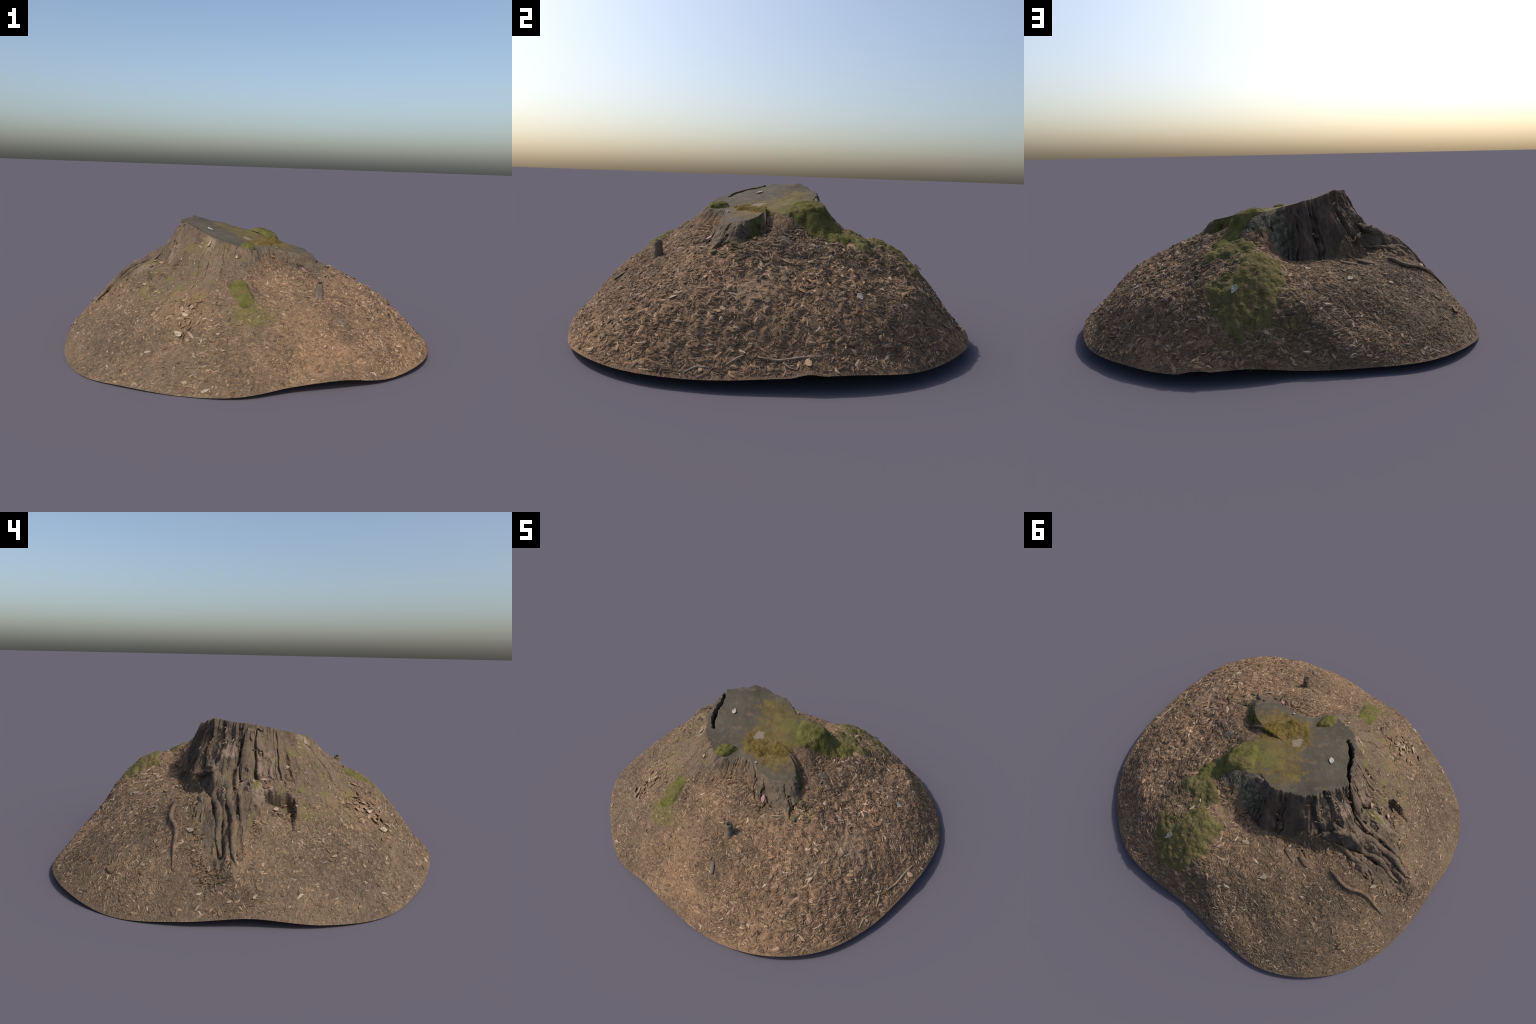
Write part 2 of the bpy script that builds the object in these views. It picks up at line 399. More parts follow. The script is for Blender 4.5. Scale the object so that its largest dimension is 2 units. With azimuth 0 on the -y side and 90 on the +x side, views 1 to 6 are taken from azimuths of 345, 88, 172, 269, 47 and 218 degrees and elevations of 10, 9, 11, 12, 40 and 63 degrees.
def cut_material():
    m, nt, b = new_mat('grey_cut_wood', .85, .25); n = N(nt)
    g = n.noise(6, 4, .55)
    c = n.ramp(g, [(.3, (.052, .044, .031)), (.55, (.073, .061, .042)), (.75, (.104, .083, .056))])
    fine = n.noise(90, 3, .6)
    c = n.mix(n.ramp(fine, [(.32, .5), (.45, 0.0)]), c, (.050, .044, .034))
    # faint growth rings about the heart
    wv = nt.nodes.new('ShaderNodeTexWave'); wv.wave_type = 'RINGS'; wv.rings_direction = 'Z'
    n.link(n.mapping(loc=(.17, .0, 0)), wv.inputs['Vector'])
    wv.inputs['Scale'].default_value = 22; wv.inputs['Distortion'].default_value = 2.5; wv.inputs['Detail'].default_value = 2
    c = n.mix(n.math('MULTIPLY', wv.outputs['Fac'], .10), c, (.130, .112, .084))
    # tan scuffs
    sc = n.ramp(n.noise(28, 4, .6), [(.54, 0.0), (.72, .55)])
    c = n.mix(sc, c, (.165, .112, .072))
    # thin moss film: olive to golden, ragged
    film = n.blob(.06, .10, .58, .19, .135, .12, .5, .8, 24)
    film2 = n.blob(-.07, .12, .61, .10, .085, .12, .5, .8, 30)
    f = n.math('MAXIMUM', film, film2)
    mc = n.ramp(n.noise(20, 5, .65), [(.30, (.058, .045, .016)), (.5, (.108, .078, .022)), (.7, (.140, .108, .032))])
    gmask = n.blob(.16, .17, .57, .14, .11, .1, .8, .4)
    mc = n.mix(gmask, mc, (.108, .100, .022))
    n_f = n.math('MULTIPLY', f, n.ramp(n.noise(75, 4, .7), [(.34, .25), (.52, 1.0)]))
    c = n.mix(n_f, c, mc)
    strip = n.blob(.09, -.085, .55, .17, .10, .12, .6, .35, 22)
    bc = n.ramp(n.noise(38, 5, .65), [(.28, (.045, .030, .010)), (.5, (.105, .070, .020)), (.7, (.150, .110, .042))])
    c = n.mix(strip, c, bc)
    c = n.mix(n.math('MULTIPLY', n.blob(-.012, -.05, .573, .022, .030, .05, .5, .6, 40), .7), c, (.205, .165, .130))
    n.link(c, b.inputs['Base Color'])
    n.bump(b, n.math('ADD', n.noise(110, 4, .6), n.math('MULTIPLY', f, n.noise(140, 3, .6))), .5, .004)
    return m

def moss_material(name, dark, mid, light, fleck):
    m, nt, b = new_mat(name, 1.0, .1); n = N(nt)
    c = n.ramp(n.noise(17, 5, .65), [(.28, dark), (.5, mid), (.72, light)])
    f = n.noise(150, 3, .7)
    c = n.mix(n.ramp(f, [(.30, .65), (.46, 0.0)]), c, tuple(v * .45 for v in dark))
    c = n.mix(n.ramp(f, [(.56, 0.0), (.74, .55)]), c, fleck)
    dry = n.ramp(n.noise(11, 5, .65, n.mapping(scale=(1, 1, .5)), .8), [(.50, 0.0), (.68, .7)])
    c = n.mix(dry, c, (.142, .102, .052))
    n.link(c, b.inputs['Base Color'])
    n.bump(b, n.math('ADD', f, n.noise(60, 4, .6)), .9, .006)
    return m

def island_material(name, stops, rough=.9, per_object=False, grain=70):
    """litter pieces: one tint per piece, with a little fibre inside it"""
    m, nt, b = new_mat(name, rough, .15); n = N(nt)
    if per_object: r = nt.nodes.new('ShaderNodeObjectInfo').outputs['Random']
    else: r = nt.nodes.new('ShaderNodeNewGeometry').outputs['Random Per Island']
    c = n.ramp(r, stops)
    g = n.noise(grain, 3, .6)
    c = n.mix(n.ramp(g, [(.30, .45), (.52, 0.0)]), c, (.075, .050, .032))
    if not per_object: c = patchy(n, c)
    n.link(c, b.inputs['Base Color'])
    n.bump(b, g, .4, .003)
    return m

def plain_material(name, a, b_, scale=30, stretch=1.0, rough=.9):
    m, nt, b = new_mat(name, rough, .2); n = N(nt)
    g = n.noise(scale, 4, .6, n.mapping(scale=(1, 1, stretch)))
    n.link(n.ramp(g, [(.32, a), (.68, b_)]), b.inputs['Base Color'])
    n.bump(b, n.noise(scale * 3, 3, .6), .5, .003)
    return m

# ================================================================ mesh helpers
ROOT = bpy.data.objects.new('tree_stump', None)
bpy.context.collection.objects.link(ROOT)
ROOT['label'] = 'old mossy cut tree stump on a mound of brown leaf litter'
ROOT['category'] = 'tree stump'

def add_mesh(name, verts, faces, mat, parent=ROOT, smooth=True, normals=None):
    me = bpy.data.meshes.new(name)
    verts = np.asarray(verts, np.float32)
    if isinstance(faces, np.ndarray):
        k = faces.shape[1]
        me.vertices.add(len(verts)); me.vertices.foreach_set('co', verts.ravel())
        me.loops.add(faces.size); me.loops.foreach_set('vertex_index', faces.ravel().astype(np.int32))
        me.polygons.add(len(faces)); me.polygons.foreach_set('loop_start', np.arange(0, faces.size, k, dtype=np.int32))
        me.update(calc_edges=True); me.validate()
    else:
        me.from_pydata([tuple(v) for v in verts], [], faces)
    me.polygons.foreach_set('use_smooth', np.full(len(me.polygons), smooth))
    if normals is not None: me.normals_split_custom_set_from_vertices([tuple(v) for v in normals])
    me.materials.append(mat)
    ob = bpy.data.objects.new(name, me); bpy.context.collection.objects.link(ob); ob.parent = parent
    return ob

# =================================================== mound, trunk and cut face
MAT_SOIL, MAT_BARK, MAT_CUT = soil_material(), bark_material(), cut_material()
MAT_MOSS = moss_material('green_moss', (.046, .046, .014), (.100, .094, .027), (.150, .136, .044), (.185, .165, .070))
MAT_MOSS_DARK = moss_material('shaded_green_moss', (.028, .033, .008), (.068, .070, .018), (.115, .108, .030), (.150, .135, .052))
MAT_MOSS_BROWN = moss_material('golden_brown_moss', (.048, .033, .010), (.112, .078, .021), (.165, .125, .040), (.200, .160, .070))

TRUNK_REACH = [(0, .26), (8, .225), (17, .25), (30, .37), (50, .44), (62, .40), (73, .36), (90, .37), (110, .375), (131, .40), (142, .44),
               (152, .52), (160, .68), (168, .80), (174, .74), (182, .60), (192, .53), (205, .52), (225, .52), (245, .52),
               (256, .52), (264, .42), (275, .35), (290, .275), (304, .29), (320, .40), (335, .48), (345, .47), (352, .42)]

def build_body():
    X, Y, R, phi, rho, n_in, n_wall = build_point_grid()
    nr, n = X.shape
    Z, D = relief(X, Y)
    PH = np.broadcast_to(phi, X.shape)
    # bark relief: buttresses and furrows running down the flank, pushed outward
    deg = np.degrees(PH)
    flank = sstep(0, .02, D) * (1 - sstep(.10, .22, D))
    moss_side = sstep(12, 25, deg) * (1 - sstep(60, 70, deg))
    fold = fbm(np.cos(PH) * 5.5, np.sin(PH) * 5.5, Z * 2.5, 3, 51)
    fibre = fbm(np.cos(PH) * 30, np.sin(PH) * 30, Z * 7, 3, 52)
    lump = fbm(X * 16, Y * 16, Z * 12, 4, 53)
    # plates of bark split by irregular cracks that run downhill
    warp = .9 * fbm(X * 14, Y * 14, Z * 9, 3, 54)
    plate = fbm(np.cos(PH) * 6 + warp * .5, np.sin(PH) * 6 + warp * .5, R * 5 + Z * 2, 2, 55)
    crackn = np.exp(-(plate / .055) ** 2) * (.4 + .6 * sstep(-.2, .3, fbm(X * 7, Y * 7, Z * 5, 2, 56)))
    steps = np.floor(3.2 * (plate + .25 * lump)) / 3.2
    south = sstep(185, 215, deg) * (1 - sstep(300, 320, deg))
    push = flank * (1 - .75 * moss_side) * (1 - .65 * south) * (.022 * fold + .004 * fibre + .016 * lump + .016 * steps - .022 * crackn)
    # deep furrows and a proud rib on the hollow wall
    wob = 5 * fbm(PH * 3, Z * 9, 0, 2, 57)
    for a, w, depth in ((139, 2.0, -.026), (130, 4.0, .016), (152, 2.0, -.024), (93, 4, .012), (84, 4, -.012)):
        push = push + flank * depth * np.exp(-((deg + 14 * (Z - .5) + wob - a) / w) ** 2)
    # ragged upper edge of the bark
    X = X + push * np.cos(PH); Y = Y + push * np.sin(PH)
    X = X + .020 * cavity(X, Y)[2]           # hollow the cavity back under its lip
    reach = periodic(TRUNK_REACH, phi) + .05 * fbm(X * 8, Y * 8, 0, 4, 61)
    trunk = (R < reach)
    band = sstep(0, .03, D) * (1 - sstep(.02, .10, R - reach))
    skirt = band * sstep(.05, .12, D) * (1 - .5 * south)
    west = np.exp(-((deg - 168) / 14) ** 2)
    Z = Z + band * (.008 * fbm(X * 22, Y * 22, Z * 8, 4, 62) + .005 * np.abs(fbm(X * 60, Y * 60, Z * 20, 3, 63)))
    Z = Z + skirt * (.008 + .012 * west) * (steps * 1.2 - 1.3 * crackn + .9 * fbm(PH * 16, R * 7, 0, 3, 65))
    Z = Z + sstep(.0, .004, D) * (1 - sstep(.02, .035, D)) * (.006 * fbm(np.cos(PH) * 14, np.sin(PH) * 14, 0, 3, 64) + .002)
    verts = np.stack([X, Y, Z], -1).reshape(-1, 3)
    verts = np.vstack([verts, [[CX, CY, float(cut_plane(np.array(CX), np.array(CY)))]]])
    i = np.arange(nr - 1)[:, None]; j = np.arange(n)[None]
    quads = np.stack([i * n + j, (i + 1) * n + j, (i + 1) * n + (j + 1) % n, i * n + (j + 1) % n], -1).reshape(-1, 4)
    kind = np.where(trunk[:-1], 1, 2); kind[:n_in - 1] = 0
    kind = kind.reshape(-1)
    # vertex normals of the whole body
    e1 = verts[quads[:, 2]] - verts[quads[:, 0]]; e2 = verts[quads[:, 3]] - verts[quads[:, 1]]
    fn = np.cross(e1, e2); vn = np.zeros_like(verts)
    for k in range(4): np.add.at(vn, quads[:, k], fn)
    vn[-1] = (.24, -.12, .96)
    vn /= np.linalg.norm(vn, axis=1, keepdims=True) + 1e-12
    return verts, quads, kind, vn, nr, n

VERTS, QUADS, KIND, VN, NR, NPHI = build_body()
for k, (name, mat) in enumerate((('cut_face', MAT_CUT), ('trunk', MAT_BARK), ('soil_mound', MAT_SOIL))):
    q = QUADS[KIND == k]
    used, inv = np.unique(q, return_inverse=True)
    v, nv, f = VERTS[used], VN[used], inv.reshape(-1, 4)
    if k == 0:      # close the middle of the face
        c = len(v); v = np.vstack([v, VERTS[-1:]]); nv = np.vstack([nv, VN[-1:]])
        ring = np.searchsorted(used, np.arange(NPHI))
        tri = [[int(a), int(b), c] for a, b in zip(ring, np.roll(ring, -1))]
        f = [list(map(int, a)) for a in f] + tri
    if k == 2:      # a thin earth crust: turn the rim under and run back below the surface
        rim_ids = np.searchsorted(used, (NR - 1) * NPHI + np.arange(NPHI))
        rings = [rim_ids]
        rv = v[rim_ids]; vs = [v]; base = len(v)
        ctr = np.array([CX, CY])
        for off, down in ((.010, .004), (.06, .022), (.14, .03), (.25, .035), (.40, .04), (.55, .06), (.75, .12)):
            d = ctr - rv[:, :2]; L = np.linalg.norm(d, axis=1, keepdims=True)
            xy = rv[:, :2] + d / L * np.minimum(off, L * .98)
            z = np.clip(np.minimum(mound(xy[:, 0], xy[:, 1]) - down, .30), .004, None)
            vs.append(np.column_stack([xy, z])); rings.append(np.arange(base, base + NPHI)); base += NPHI
        v = np.vstack(vs)
        nb = [nv]
        for r_ in rings[1:]: nb.append(np.tile([[0, 0, -1.0]], (NPHI, 1)))
        nv = np.vstack(nb)
        under = [np.stack([a, b, np.roll(b, -1), np.roll(a, -1)], -1) for a, b in zip(rings[:-1], rings[1:])]
        f = np.vstack([f] + under)
    add_mesh(name, v, f, mat, normals=nv)
SOIL = bpy.data.objects['soil_mound']; TRUNK = bpy.data.objects['trunk']; CUT = bpy.data.objects['cut_face']

# =============================================================== moss cushions
NE_MOSS = [(.255, .15), (.30, .19), (.36, .30), (.385, .42), (.405, .50), (.410, .58), (.385, .66), (.350, .73), (.315, .79), (.27, .815),
           (.20, .81), (.115, .79), (.075, .745), (.06, .68), (.02, .59), (.005, .49), (.05, .42), (.13, .375), (.19, .36), (.21, .31),
           (.165, .27), (.10, .245), (.06, .20), (.09, .14), (.16, .08), (.21, .08)]
NE_LUMP = [(.255, .15), (.30, .19), (.36, .29), (.345, .36), (.26, .36), (.21, .32), (.165, .27), (.10, .245), (.06, .20), (.09, .14), (.16, .08), (.21, .08)]
NE_ROOT = [(.345, .28), (.385, .40), (.41, .50), (.415, .60), (.39, .67), (.355, .75), (.315, .815), (.26, .85), (.19, .845), (.125, .80), (.08, .745),
           (.06, .68), (.02, .59), (.005, .49), (.05, .42), (.13, .375), (.20, .345), (.26, .32)]
NE_BARE = [(.385, .475), (.301, .461), (.25, .50), (.25, .57), (.33, .60), (.40, .57)]
S_PATCH = [(-.215, -.465), (-.15, -.465), (-.105, -.50), (-.085, -.56), (-.09, -.63), (-.14, -.67), (-.19, -.635), (-.23, -.55)]
S_LUMP = [(-.115, -.285), (-.105, -.225), (-.045, -.185), (.0, -.20), (-.005, -.25), (-.03, -.30), (-.07, -.318)]
BROWN = [(.225, -.03), (.20, -.07), (.125, -.155), (.025, -.205), (-.03, -.18), (-.055, -.13), (-.02, -.085), (.02, -.075), (.06, -.03), (.11, .01), (.17, .045)]
STEP_SIDE = [(.355, -.10), (.30, -.085), (.225, -.045), (.215, -.01), (.25, -.01), (.31, -.03), (.37, -.06)]

def cushion(name, poly, thick, mat, rough=.006, step=.0045, rag=.02, bare=None, lobes=(), seed=100, scale=26, holes=0.0, soft=.035):
    P = np.array(poly)
    x0, y0 = P.min(0) - .03; x1, y1 = P.max(0) + .03
    xs, ys = np.arange(x0, x1, step), np.arange(y0, y1, step)
    X, Y = np.meshgrid(xs, ys)
    sd = poly_sd(X, Y, poly) + rag * fbm(X * 22, Y * 22, 0, 4, seed)
    if bare: sd = np.minimum(sd, -poly_sd(X, Y, bare) + rag * fbm(X * 30, Y * 30, 0, 3, seed + 3))
    if holes: sd = np.minimum(sd, .10 * (fbm(X * 11, Y * 11, 0, 4, seed + 7) + holes))
    Z, _ = relief(X, Y)
    prof = sstep(-.004, soft, sd)
    T = thick * prof
    for cx, cy, rad, h in lobes: T = T + h * np.exp(-((X - cx) ** 2 + (Y - cy) ** 2) / rad ** 2)
    Zm = Z - .006 + T + .006 * prof + rough * prof * (fbm(X * scale * .6, Y * scale * .6, 0, 3, seed + 1) + .8 * fbm(X * scale * 4, Y * scale * 4, 0, 3, seed + 2))
    keep = sd > -.004
    idx = np.arange(X.size).reshape(X.shape)
    q = np.stack([idx[:-1, :-1], idx[:-1, 1:], idx[1:, 1:], idx[1:, :-1]], -1).reshape(-1, 4)
    q = q[keep.ravel()[q].all(1)]
    used, inv = np.unique(q, return_inverse=True)
    # pull the cushion slightly outward on steep flanks so that it has real thickness there
    gy, gx = np.gradient(Zm, step)
    g = np.hypot(gx, gy); out = np.minimum(g, 2.5) / 2.5 * thick * .8 * prof
    X2, Y2 = X - gx / (g + 1e-6) * out, Y - gy / (g + 1e-6) * out
    v = np.stack([X2, Y2, Zm], -1).reshape(-1, 3)[used]
    return add_mesh(name, v, inv.reshape(-1, 4), mat)

MAT_MOSS_DRY = moss_material('dry_olive_moss', (.058, .050, .020), (.122, .103, .039), (.175, .148, .062), (.215, .180, .098))
cushion('moss_cushion', NE_LUMP, .012, MAT_MOSS, .0045, .004, .024, None, ((.165, .19, .085, .026),), 110)
cushion('moss_cushion', NE_ROOT, .007, MAT_MOSS_DRY, .006, .004, .045, NE_BARE, ((.33, .42, .06, .010),), 111, holes=.62, soft=.05)
cushion('moss_cushion', S_PATCH, .006, MAT_MOSS, .005, .004, .014, None, (), 120)
cushion('moss_cushion', S_LUMP, .020, MAT_MOSS, .005, .0035, .02, None, (), 130)
cushion('moss_cushion', BROWN, .005, MAT_MOSS_BROWN, .007, .0035, .035, None, (), 140, 30)
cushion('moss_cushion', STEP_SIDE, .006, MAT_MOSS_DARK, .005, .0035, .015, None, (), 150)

# ================================================================ leaf litter
def ground(x, y):
    z, _ = relief(x, y); return z

def frames(x, y, e=.006):
    z = ground(x, y)
    gx = (ground(x + e, y) - ground(x - e, y)) / (2 * e); gy = (ground(x, y + e) - ground(x, y - e)) / (2 * e)
    nrm = np.stack([-gx, -gy, np.ones_like(gx)], -1); nrm /= np.linalg.norm(nrm, axis=1, keepdims=True)
    return np.stack([x, y, z], -1), nrm

def scatter(count, rng):
    """random points on the litter-covered ground, thinned on moss and on bark"""
    th = rng.uniform(0, TAU, count * 4); s = np.sqrt(rng.uniform(.03, .975, count * 4))
    R, _ = rim(th); x, y = R * s * np.cos(th), R * s * np.sin(th)
    phi, r = polar(x, y)
    deg = np.degrees(phi) % 360
    foot = .10 + .38 * sstep(178, 205, deg) * (1 - sstep(275, 300, deg)) * sstep(.36, .44, r)
    keep = np.where(r < periodic(TRUNK_REACH, phi) + .02, foot, 1.0)
    d = r - periodic(OUTLINE, phi)
    keep = keep * (.35 + .65 * sstep(-.35, .15, fbm(x * 6, y * 6, 0, 3, 91)))
    keep = keep * (1 - .75 * np.exp(-(((x - .69) / .13) ** 2 + ((y + .12) / .14) ** 2)))      # worn, dusty hump
    keep = np.where(d < .015, 0, keep)
    sd = np.minimum(poly_sd(x, y, NE_MOSS), -poly_sd(x, y, NE_BARE))
    keep = np.where(sd > .01, .14, keep); keep = np.where(poly_sd(x, y, S_PATCH) > 0, .04, keep)
    k = rng.uniform(0, 1, len(x)) < keep
    return x[k][:count], y[k][:count]

def tangent_basis(nrm, ang):
    ref = np.stack([np.cos(ang), np.sin(ang), np.zeros_like(ang)], -1)
    t = ref - (ref * nrm).sum(1, keepdims=True) * nrm; t /= np.linalg.norm(t, axis=1, keepdims=True)
    return t, np.cross(nrm, t)

def flakes(name, count, size, ratio, height, mat, seed):
    """many small pointed wood flakes and leaf scraps, pressed into the soil"""
    rng = np.random.default_rng(seed)
    x, y = scatter(count, rng); m = len(x)
    P, nrm = frames(x, y); ang = rng.uniform(0, TAU, m)
    tilt = nrm + rng.normal(0, .12, (m, 3)); tilt /= np.linalg.norm(tilt, axis=1, keepdims=True)
    t, b = tangent_basis(tilt, ang)
    east = sstep(-.2, .6, x + .5 * y)
    L = size * np.minimum(rng.lognormal(0, .36, m), 1.75) * (.75 + .45 * east); W = L * ratio * rng.uniform(.6, 1.4, m)
    H = height * rng.uniform(.5, 1.5, m) * (.75 + .32 * east)
    bend = rng.normal(0, .22, m)
    # template: a pointed strip, two edges and a raised spine
    us = np.array([-1, -.55, 0, .55, 1.0]); ws = np.array([.18, .85, 1, .8, .12])
    V = []
    for row, (off, up) in enumerate(((-1, -.35), (-.25, 1.0), (.35, .85), (1, -.35))):
        for u, w in zip(us, ws):
            jit = rng.uniform(.75, 1.2, m)
            uu = u * L; vv = off * w * W * jit + bend * L * (u * u - .4)
            hh = up * H * (1 - .55 * abs(u)) + (.0 if up > 0 else -.0012)
            V.append(P + uu[:, None] * t * .5 + vv[:, None] * b * .5 + hh[:, None] * tilt)
    V = np.stack(V, 1)                     # m, 20, 3
    V = V + .0007 * tilt[:, None]
    R_, _ = rim(np.arctan2(V[..., 1], V[..., 0]))        # nothing hangs over the rim
    V[..., :2] *= np.minimum(1, .999 * R_ / np.hypot(V[..., 0], V[..., 1]))[..., None]
    V[..., 2] = np.maximum(V[..., 2], .0005)
    q = []
    for r_ in range(3):
        for c in range(4): q.append((r_ * 5 + c, r_ * 5 + c + 1, (r_ + 1) * 5 + c + 1, (r_ + 1) * 5 + c))
    q = np.array(q)
    F = (np.arange(m)[:, None, None] * 20 + q).reshape(-1, 4)
    ob = add_mesh(name, V.reshape(-1, 3), F, mat, SOIL, smooth=True)
    ob['kind'] = 'stuff'
    return ob

CHIP = [(0, (.066, .046, .031)), (.22, (.115, .078, .049)), (.5, (.172, .112, .066)), (.74, (.225, .146, .086)), (.92, (.295, .204, .130)), (1, (.38, .30, .22))]
MAT_CHIP = island_material('wood_flakes', CHIP)
flakes('wood_flakes', 26000, .0145, .30, .0015, MAT_CHIP, 3)
flakes('leaf_scraps', 6500, .026, .38, .0022, MAT_CHIP, 4)
flakes('needle_litter', 6000, .026, .10, .0011, MAT_CHIP, 5)

# named leaves: a few shared shapes
MAT_LEAF = island_material('dry_leaf', [(0, (.105, .064, .036)), (.35, (.165, .102, .058)), (.65, (.215, .140, .084)), (.9, (.27, .195, .13)), (1, (.33, .265, .195))], .8, True, 50)
def leaf_mesh(name, length, width, curl, cup, rng):
    nu, nv = 9, 5; V = []
    for a in range(nu):
        u = a / (nu - 1); w = width * (math.sin(math.pi * u ** .8) * .9 + .06) * .5
        for c in range(nv):
            v = c / (nv - 1) * 2 - 1
            V.append(((u - .5) * length, v * w + .1 * length * math.sin(u * 3) * cup,
                      curl * length * (u - .5) ** 2 * 2 + cup * .3 * w * abs(v) ** 1.5 + .0012 * rng.normal()))
    top = np.array(V); bot = top - [0, 0, .0012]
    F = []
    idx = lambda a, c: a * nv + c
    for a in range(nu - 1):
        for c in range(nv - 1):
            f = [idx(a, c), idx(a + 1, c), idx(a + 1, c + 1), idx(a, c + 1)]
            F.append(f); F.append([k + nu * nv for k in reversed(f)])
    edge = [idx(a, 0) for a in range(nu)] + [idx(nu - 1, c) for c in range(1, nv)] + [idx(a, nv - 1) for a in range(nu - 2, -1, -1)] + [idx(0, c) for c in range(nv - 2, 0, -1)]
    for p, q_ in zip(edge, edge[1:] + edge[:1]): F.append([q_, p, p + nu * nv, q_ + nu * nv])
    me = bpy.data.meshes.new(name); me.from_pydata([tuple(v) for v in np.vstack([top, bot])], [], F)
    me.polygons.foreach_set('use_smooth', np.ones(len(me.polygons), bool)); me.materials.append(MAT_LEAF)
    return me

lr = np.random.default_rng(17)
LEAVES = [leaf_mesh('leaf', .045, .018, .10, .4, lr), leaf_mesh('leaf', .05, .022, -.08, .6, lr), leaf_mesh('leaf', .04, .020, .2, -.5, lr),
          leaf_mesh('leaf', .055, .014, -.1, .3, lr), leaf_mesh('leaf', .036, .024, .12, .5, lr)]

def place(ob, pos, nrm, ang, scale=1.0, parent=SOIL):
    z = Vector(nrm).normalized(); t = Vector((math.cos(ang), math.sin(ang), 0)); t = (t - z * t.dot(z)).normalized(); b = z.cross(t)
    from mathutils import Matrix
    M = Matrix((t, b, z)).transposed().to_4x4() @ Matrix.Scale(scale, 4); M.translation = Vector(pos)
    ob.matrix_world = M
    if parent is not None:
        ob.parent = parent
    return ob

lx, ly = scatter(170, lr); LP, LN = frames(lx, ly, .012)
for p, nv in zip(LP, LN):
    ob = bpy.data.objects.new('leaf', LEAVES[int(lr.integers(len(LEAVES)))]); bpy.context.collection.objects.link(ob)
    nv = nv + lr.normal(0, .10, 3)
    place(ob, p + nv * .0025, nv, lr.uniform(0, TAU), float(lr.uniform(.4, .85)))
# heap of dry leaves on the -x -y flank
for k in range(44):
    x, y = -.405 + lr.normal(0, .036), -.56 + lr.normal(0, .042)
    p, nv = frames(np.array([x]), np.array([y]), .012); nv = nv[0] + lr.normal(0, .3, 3)
    ob = bpy.data.objects.new('leaf', LEAVES[int(lr.integers(len(LEAVES)))]); bpy.context.collection.objects.link(ob)
    place(ob, p[0] + nv * .004, nv, lr.uniform(0, TAU), float(lr.uniform(.6, 1.1)))

# single pale leaves that stand out, each with its own tint
def pale_leaf(x, y, ang, length, width, colour, up=.003, parent=SOIL, nrm=None):
    mat = bpy.data.materials.get('pale_leaf_%d' % int(colour[0] * 1000 + colour[2] * 100)) or plain_material('pale_leaf_%d' % int(colour[0] * 1000 + colour[2] * 100), tuple(c * .5 for c in colour), tuple(c * .85 for c in colour), 60, 1, .7)
    me = leaf_mesh('leaf', length, width, .12, .25, np.random.default_rng(int(abs(x) * 1e4))); me.materials.clear(); me.materials.append(mat)
    ob = bpy.data.objects.new('leaf', me); bpy.context.collection.objects.link(ob)
    p, nv = frames(np.array([x]), np.array([y]), .012)
    return place(ob, p[0] + nv[0] * up, nv[0] if nrm is None else nrm, ang, 1, parent)
pale_leaf(-.225, -.047, 2.2, .042, .026, (.48, .45, .38), parent=CUT)
pale_leaf(.121, -.199, .6, .016, .011, (.48, .46, .42), .006, parent=CUT)
pale_leaf(.263, -.282, -1.0, .055, .022, (.42, .24, .22), .006)
pale_leaf(.263, .685, 1.2, .05, .026, (.34, .34, .30), .012)
pale_leaf(.698, .342, .3, .04, .026, (.36, .33, .29))
pale_leaf(.668, .522, 1.3, .035, .02, (.38, .36, .32))
pale_leaf(-.265, .554, .9, .045, .026, (.36, .28, .20))
pale_leaf(-.475, .508, .2, .03, .018, (.40, .30, .20))
pale_leaf(-.77, .552, 1.1, .055, .045, (.22, .155, .085), .004)
pale_leaf(-.463, -.605, 1.9, .05, .026, (.48, .40, .28), .006)
pale_leaf(-.085, .476, .4, .045, .024, (.36, .28, .20))
pale_leaf(-.73, .245, 1.0, .04, .022, (.38, .30, .21))
pale_leaf(-.263, -.255, .8, .04, .018, (.38, .27, .20), .004)
pale_leaf(-.194, .872, .5, .04, .02, (.36, .29, .21))

# ============================================== stub, twigs, bark chips, pebbles
MAT_STUB = plain_material('stub_wood', (.085, .070, .052), (.165, .132, .098), 40, .3)
MAT_TWIG = plain_material('twig_bark', (.070, .046, .030), (.170, .118, .078), 50, 1)
MAT_STICK = plain_material('pale_stick', (.16, .118, .078), (.29, .225, .16), 50, 1)
MAT_CHUNK = plain_material('bark_chip', (.070, .048, .033), (.185, .125, .082), 40, 1)
MAT_PEBBLE = plain_material('mossy_pebble', (.070, .058, .030), (.135, .115, .055), 40, 1)

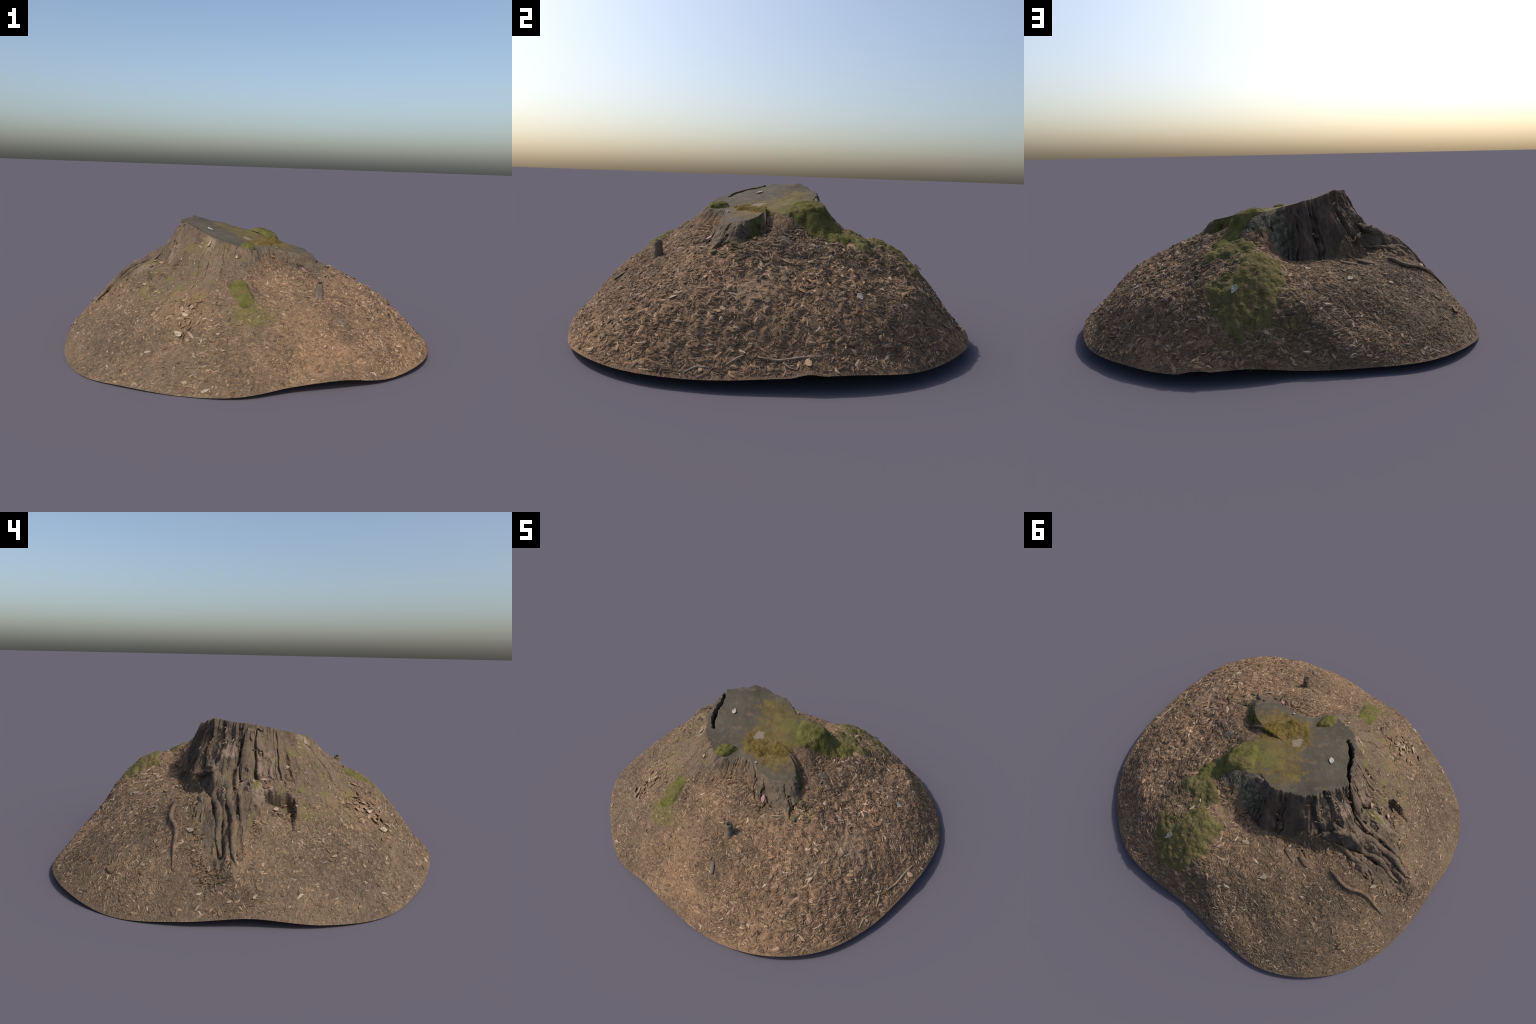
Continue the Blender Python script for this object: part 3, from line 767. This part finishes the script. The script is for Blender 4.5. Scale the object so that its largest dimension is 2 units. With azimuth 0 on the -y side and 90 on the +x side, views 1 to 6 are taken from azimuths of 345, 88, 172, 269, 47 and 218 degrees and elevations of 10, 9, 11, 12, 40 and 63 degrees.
def tube(name, pts, radii, mat, parent=ROOT, sides=14, lump=.15, seed=1, per=6):
    P = np.array(pts, float); m = len(P)
    t = np.linspace(0, m - 1, (m - 1) * per + 1); i = np.clip(t.astype(int), 0, m - 2); f = t - i
    ext = np.vstack([2 * P[0] - P[1], P, 2 * P[-1] - P[-2]])
    a0, a1, a2, a3 = (ext[i + k] for k in range(4)); f = f[:, None]
    C = .5 * (2 * a1 + (a2 - a0) * f + (2 * a0 - 5 * a1 + 4 * a2 - a3) * f ** 2 + (3 * a1 - 3 * a2 + a3 - a0) * f ** 3)
    rr = np.interp(t, np.arange(m), radii)
    T = np.gradient(C, axis=0); T /= np.linalg.norm(T, axis=1, keepdims=True)
    up = np.array([0, 0, 1.0]) if abs(T[:, 2]).mean() < .8 else np.array([1.0, 0, 0])
    A = np.cross(T, up); A /= np.linalg.norm(A, axis=1, keepdims=True); B_ = np.cross(A, T)
    g = np.arange(sides) / sides * TAU
    ring = C[:, None] + (np.cos(g)[None, :, None] * A[:, None] + np.sin(g)[None, :, None] * B_[:, None]) * rr[:, None, None] * (1 + lump * fbm(C[:, None, 0] * 60 + np.cos(g) * 1.5, C[:, None, 1] * 60 + np.sin(g) * 1.5, C[:, None, 2] * 30, 2, seed))[..., None]
    n = len(C); V = np.vstack([ring.reshape(-1, 3), C[:1], C[-1:]])
    F = [[a * sides + b, a * sides + (b + 1) % sides, (a + 1) * sides + (b + 1) % sides, (a + 1) * sides + b] for a in range(n - 1) for b in range(sides)]
    F += [[(b + 1) % sides, b, n * sides] for b in range(sides)] + [[(n - 1) * sides + b, (n - 1) * sides + (b + 1) % sides, n * sides + 1] for b in range(sides)]
    ob = add_mesh(name, V, F, mat, parent)
    return ob

tube('branch_stub', [(.257, -.515, .325), (.258, -.514, .345), (.261, -.512, .375), (.263, -.511, .402), (.263, -.511, .405)], [.030, .023, .0185, .0175, .012], MAT_STUB, sides=24, lump=.22)
def on_ground(pts, lift):
    out = []
    for x, y in pts: out.append((x, y, float(ground(np.array([x]), np.array([y]))[0]) + lift))
    return out
TWIG = [(-.520, .330), (-.545, .329), (-.60, .337), (-.65, .331), (-.70, .307), (-.74, .300), (-.79, .303), (-.85, .302)]
tube('twig', [(x, y, z + up) for (x, y, z), up in zip(on_ground(TWIG, .005), (.004, .004, .004, .004, .003, .003, .002, -.002))],
     [.004, .010, .0105, .0095, .010, .009, .008, .003], MAT_TWIG)
tube('twig', on_ground([(.938, -.05), (.942, .02), (.937, .10), (.938, .18)], .004), [.003, .005, .0045, .002], MAT_STICK)
tube('twig', on_ground([(.95, .035), (.965, .06), (.975, .085)], .003), [.004, .003, .001], MAT_STICK)
tube('twig', on_ground([(.955, -.16), (.94, -.125), (.925, -.10)], .004), [.003, .006, .002], MAT_STICK)
tube('twig', on_ground([(.965, -.30), (.955, -.26), (.96, -.21)], .003), [.003, .005, .002], MAT_STICK)
tube('twig', on_ground([(.36, -.315), (.39, -.29), (.415, -.255)], .006), [.003, .005, .002], MAT_STICK)

def chunk(name, x, y, ang, l, w, h, mat, seed, parent=SOIL, lift=.002, nrm=None, rug=.28):
    """rough splinter of bark: a bevelled, noise-shaped slab"""
    import bmesh
    bm = bmesh.new(); bmesh.ops.create_icosphere(bm, subdivisions=3, radius=1)
    for v in bm.verts:
        c = v.co
        k = 1 + rug * float(fbm(np.array(c.x * 1.7 + seed), np.array(c.y * 1.7), np.array(c.z * 1.7), 3, seed))
        sx = math.copysign(abs(c.x) ** .7, c.x); sy = math.copysign(abs(c.y) ** .8, c.y); sz = math.copysign(abs(c.z) ** .6, c.z)
        v.co = (sx * l / 2 * k, sy * w / 2 * k, sz * h / 2 * k)
    me = bpy.data.meshes.new(name); bm.to_mesh(me); bm.free(); me.materials.append(mat)
    me.polygons.foreach_set('use_smooth', np.ones(len(me.polygons), bool))
    ob = bpy.data.objects.new(name, me); bpy.context.collection.objects.link(ob)
    p, nv = frames(np.array([x]), np.array([y]), .015)
    return place(ob, p[0] + nv[0] * lift, nv[0] if nrm is None else nrm, ang, 1, parent)

chunk('bark_chip', -.305, .388, 2.75, .09, .026, .012, MAT_CHUNK, 1)
chunk('bark_chip', -.395, .372, 3.0, .085, .028, .014, MAT_CHUNK, 2)
chunk('bark_chip', -.365, .335, 2.6, .05, .014, .010, MAT_CHUNK, 3)
chunk('bark_chip', .312, -.674, -.9, .065, .02, .010, MAT_STUB, 4)
chunk('bark_chip', .66, .05, .6, .035, .03, .016, MAT_CHUNK, 5)
chunk('bark_chip', .365, .072, .9, .075, .035, .022, MAT_STUB, 6)
chunk('bark_chip', .44, .02, 1.4, .05, .02, .012, MAT_CHUNK, 7)
for k, (x, y, s_) in enumerate(((.445, -.242, .034), (.421, -.155, .038), (.55, -.139, .026), (.50, -.19, .024), (.40, -.19, .022), (.655, .03, .018))):
    chunk('pebble', x, y, k * 1.3, s_, s_ * .8, s_ * .6, MAT_PEBBLE, 20 + k)
# knob of broken wood on the -x root and a splinter at the north edge of the face
chunk('wood_knob', -.455, .172, .4, .060, .042, .040, MAT_BARK, 40, TRUNK, .010, rug=.8)
chunk('wood_knob', -.40, .215, 1.2, .045, .030, .035, MAT_BARK, 41, TRUNK, .0, rug=.8)
chunk('wood_knob', .0, .235, .3, .045, .025, .03, MAT_STUB, 42, TRUNK, .002, rug=.7)

# torn strands of the -x root, half sunk in the slope
def strand(pts, radii, seed):
    tube('root_strand', on_ground(pts, -.003), radii, MAT_BARK, TRUNK, 16, .55, seed, 10)
strand([(-.40, .175), (-.46, .168), (-.53, .150), (-.60, .152), (-.68, .128), (-.75, .135), (-.82, .118)], [.006, .018, .021, .017, .019, .014, .004], 201)
strand([(-.42, .120), (-.50, .118), (-.58, .098), (-.66, .092), (-.74, .070), (-.81, .072), (-.87, .055)], [.005, .014, .018, .015, .017, .012, .003], 202)
strand([(-.47, .060), (-.55, .062), (-.63, .045), (-.71, .040), (-.78, .022)], [.004, .010, .013, .011, .003], 203)
strand([(-.44, .215), (-.51, .205), (-.57, .215), (-.64, .200), (-.70, .205)], [.004, .010, .012, .009, .003], 204)
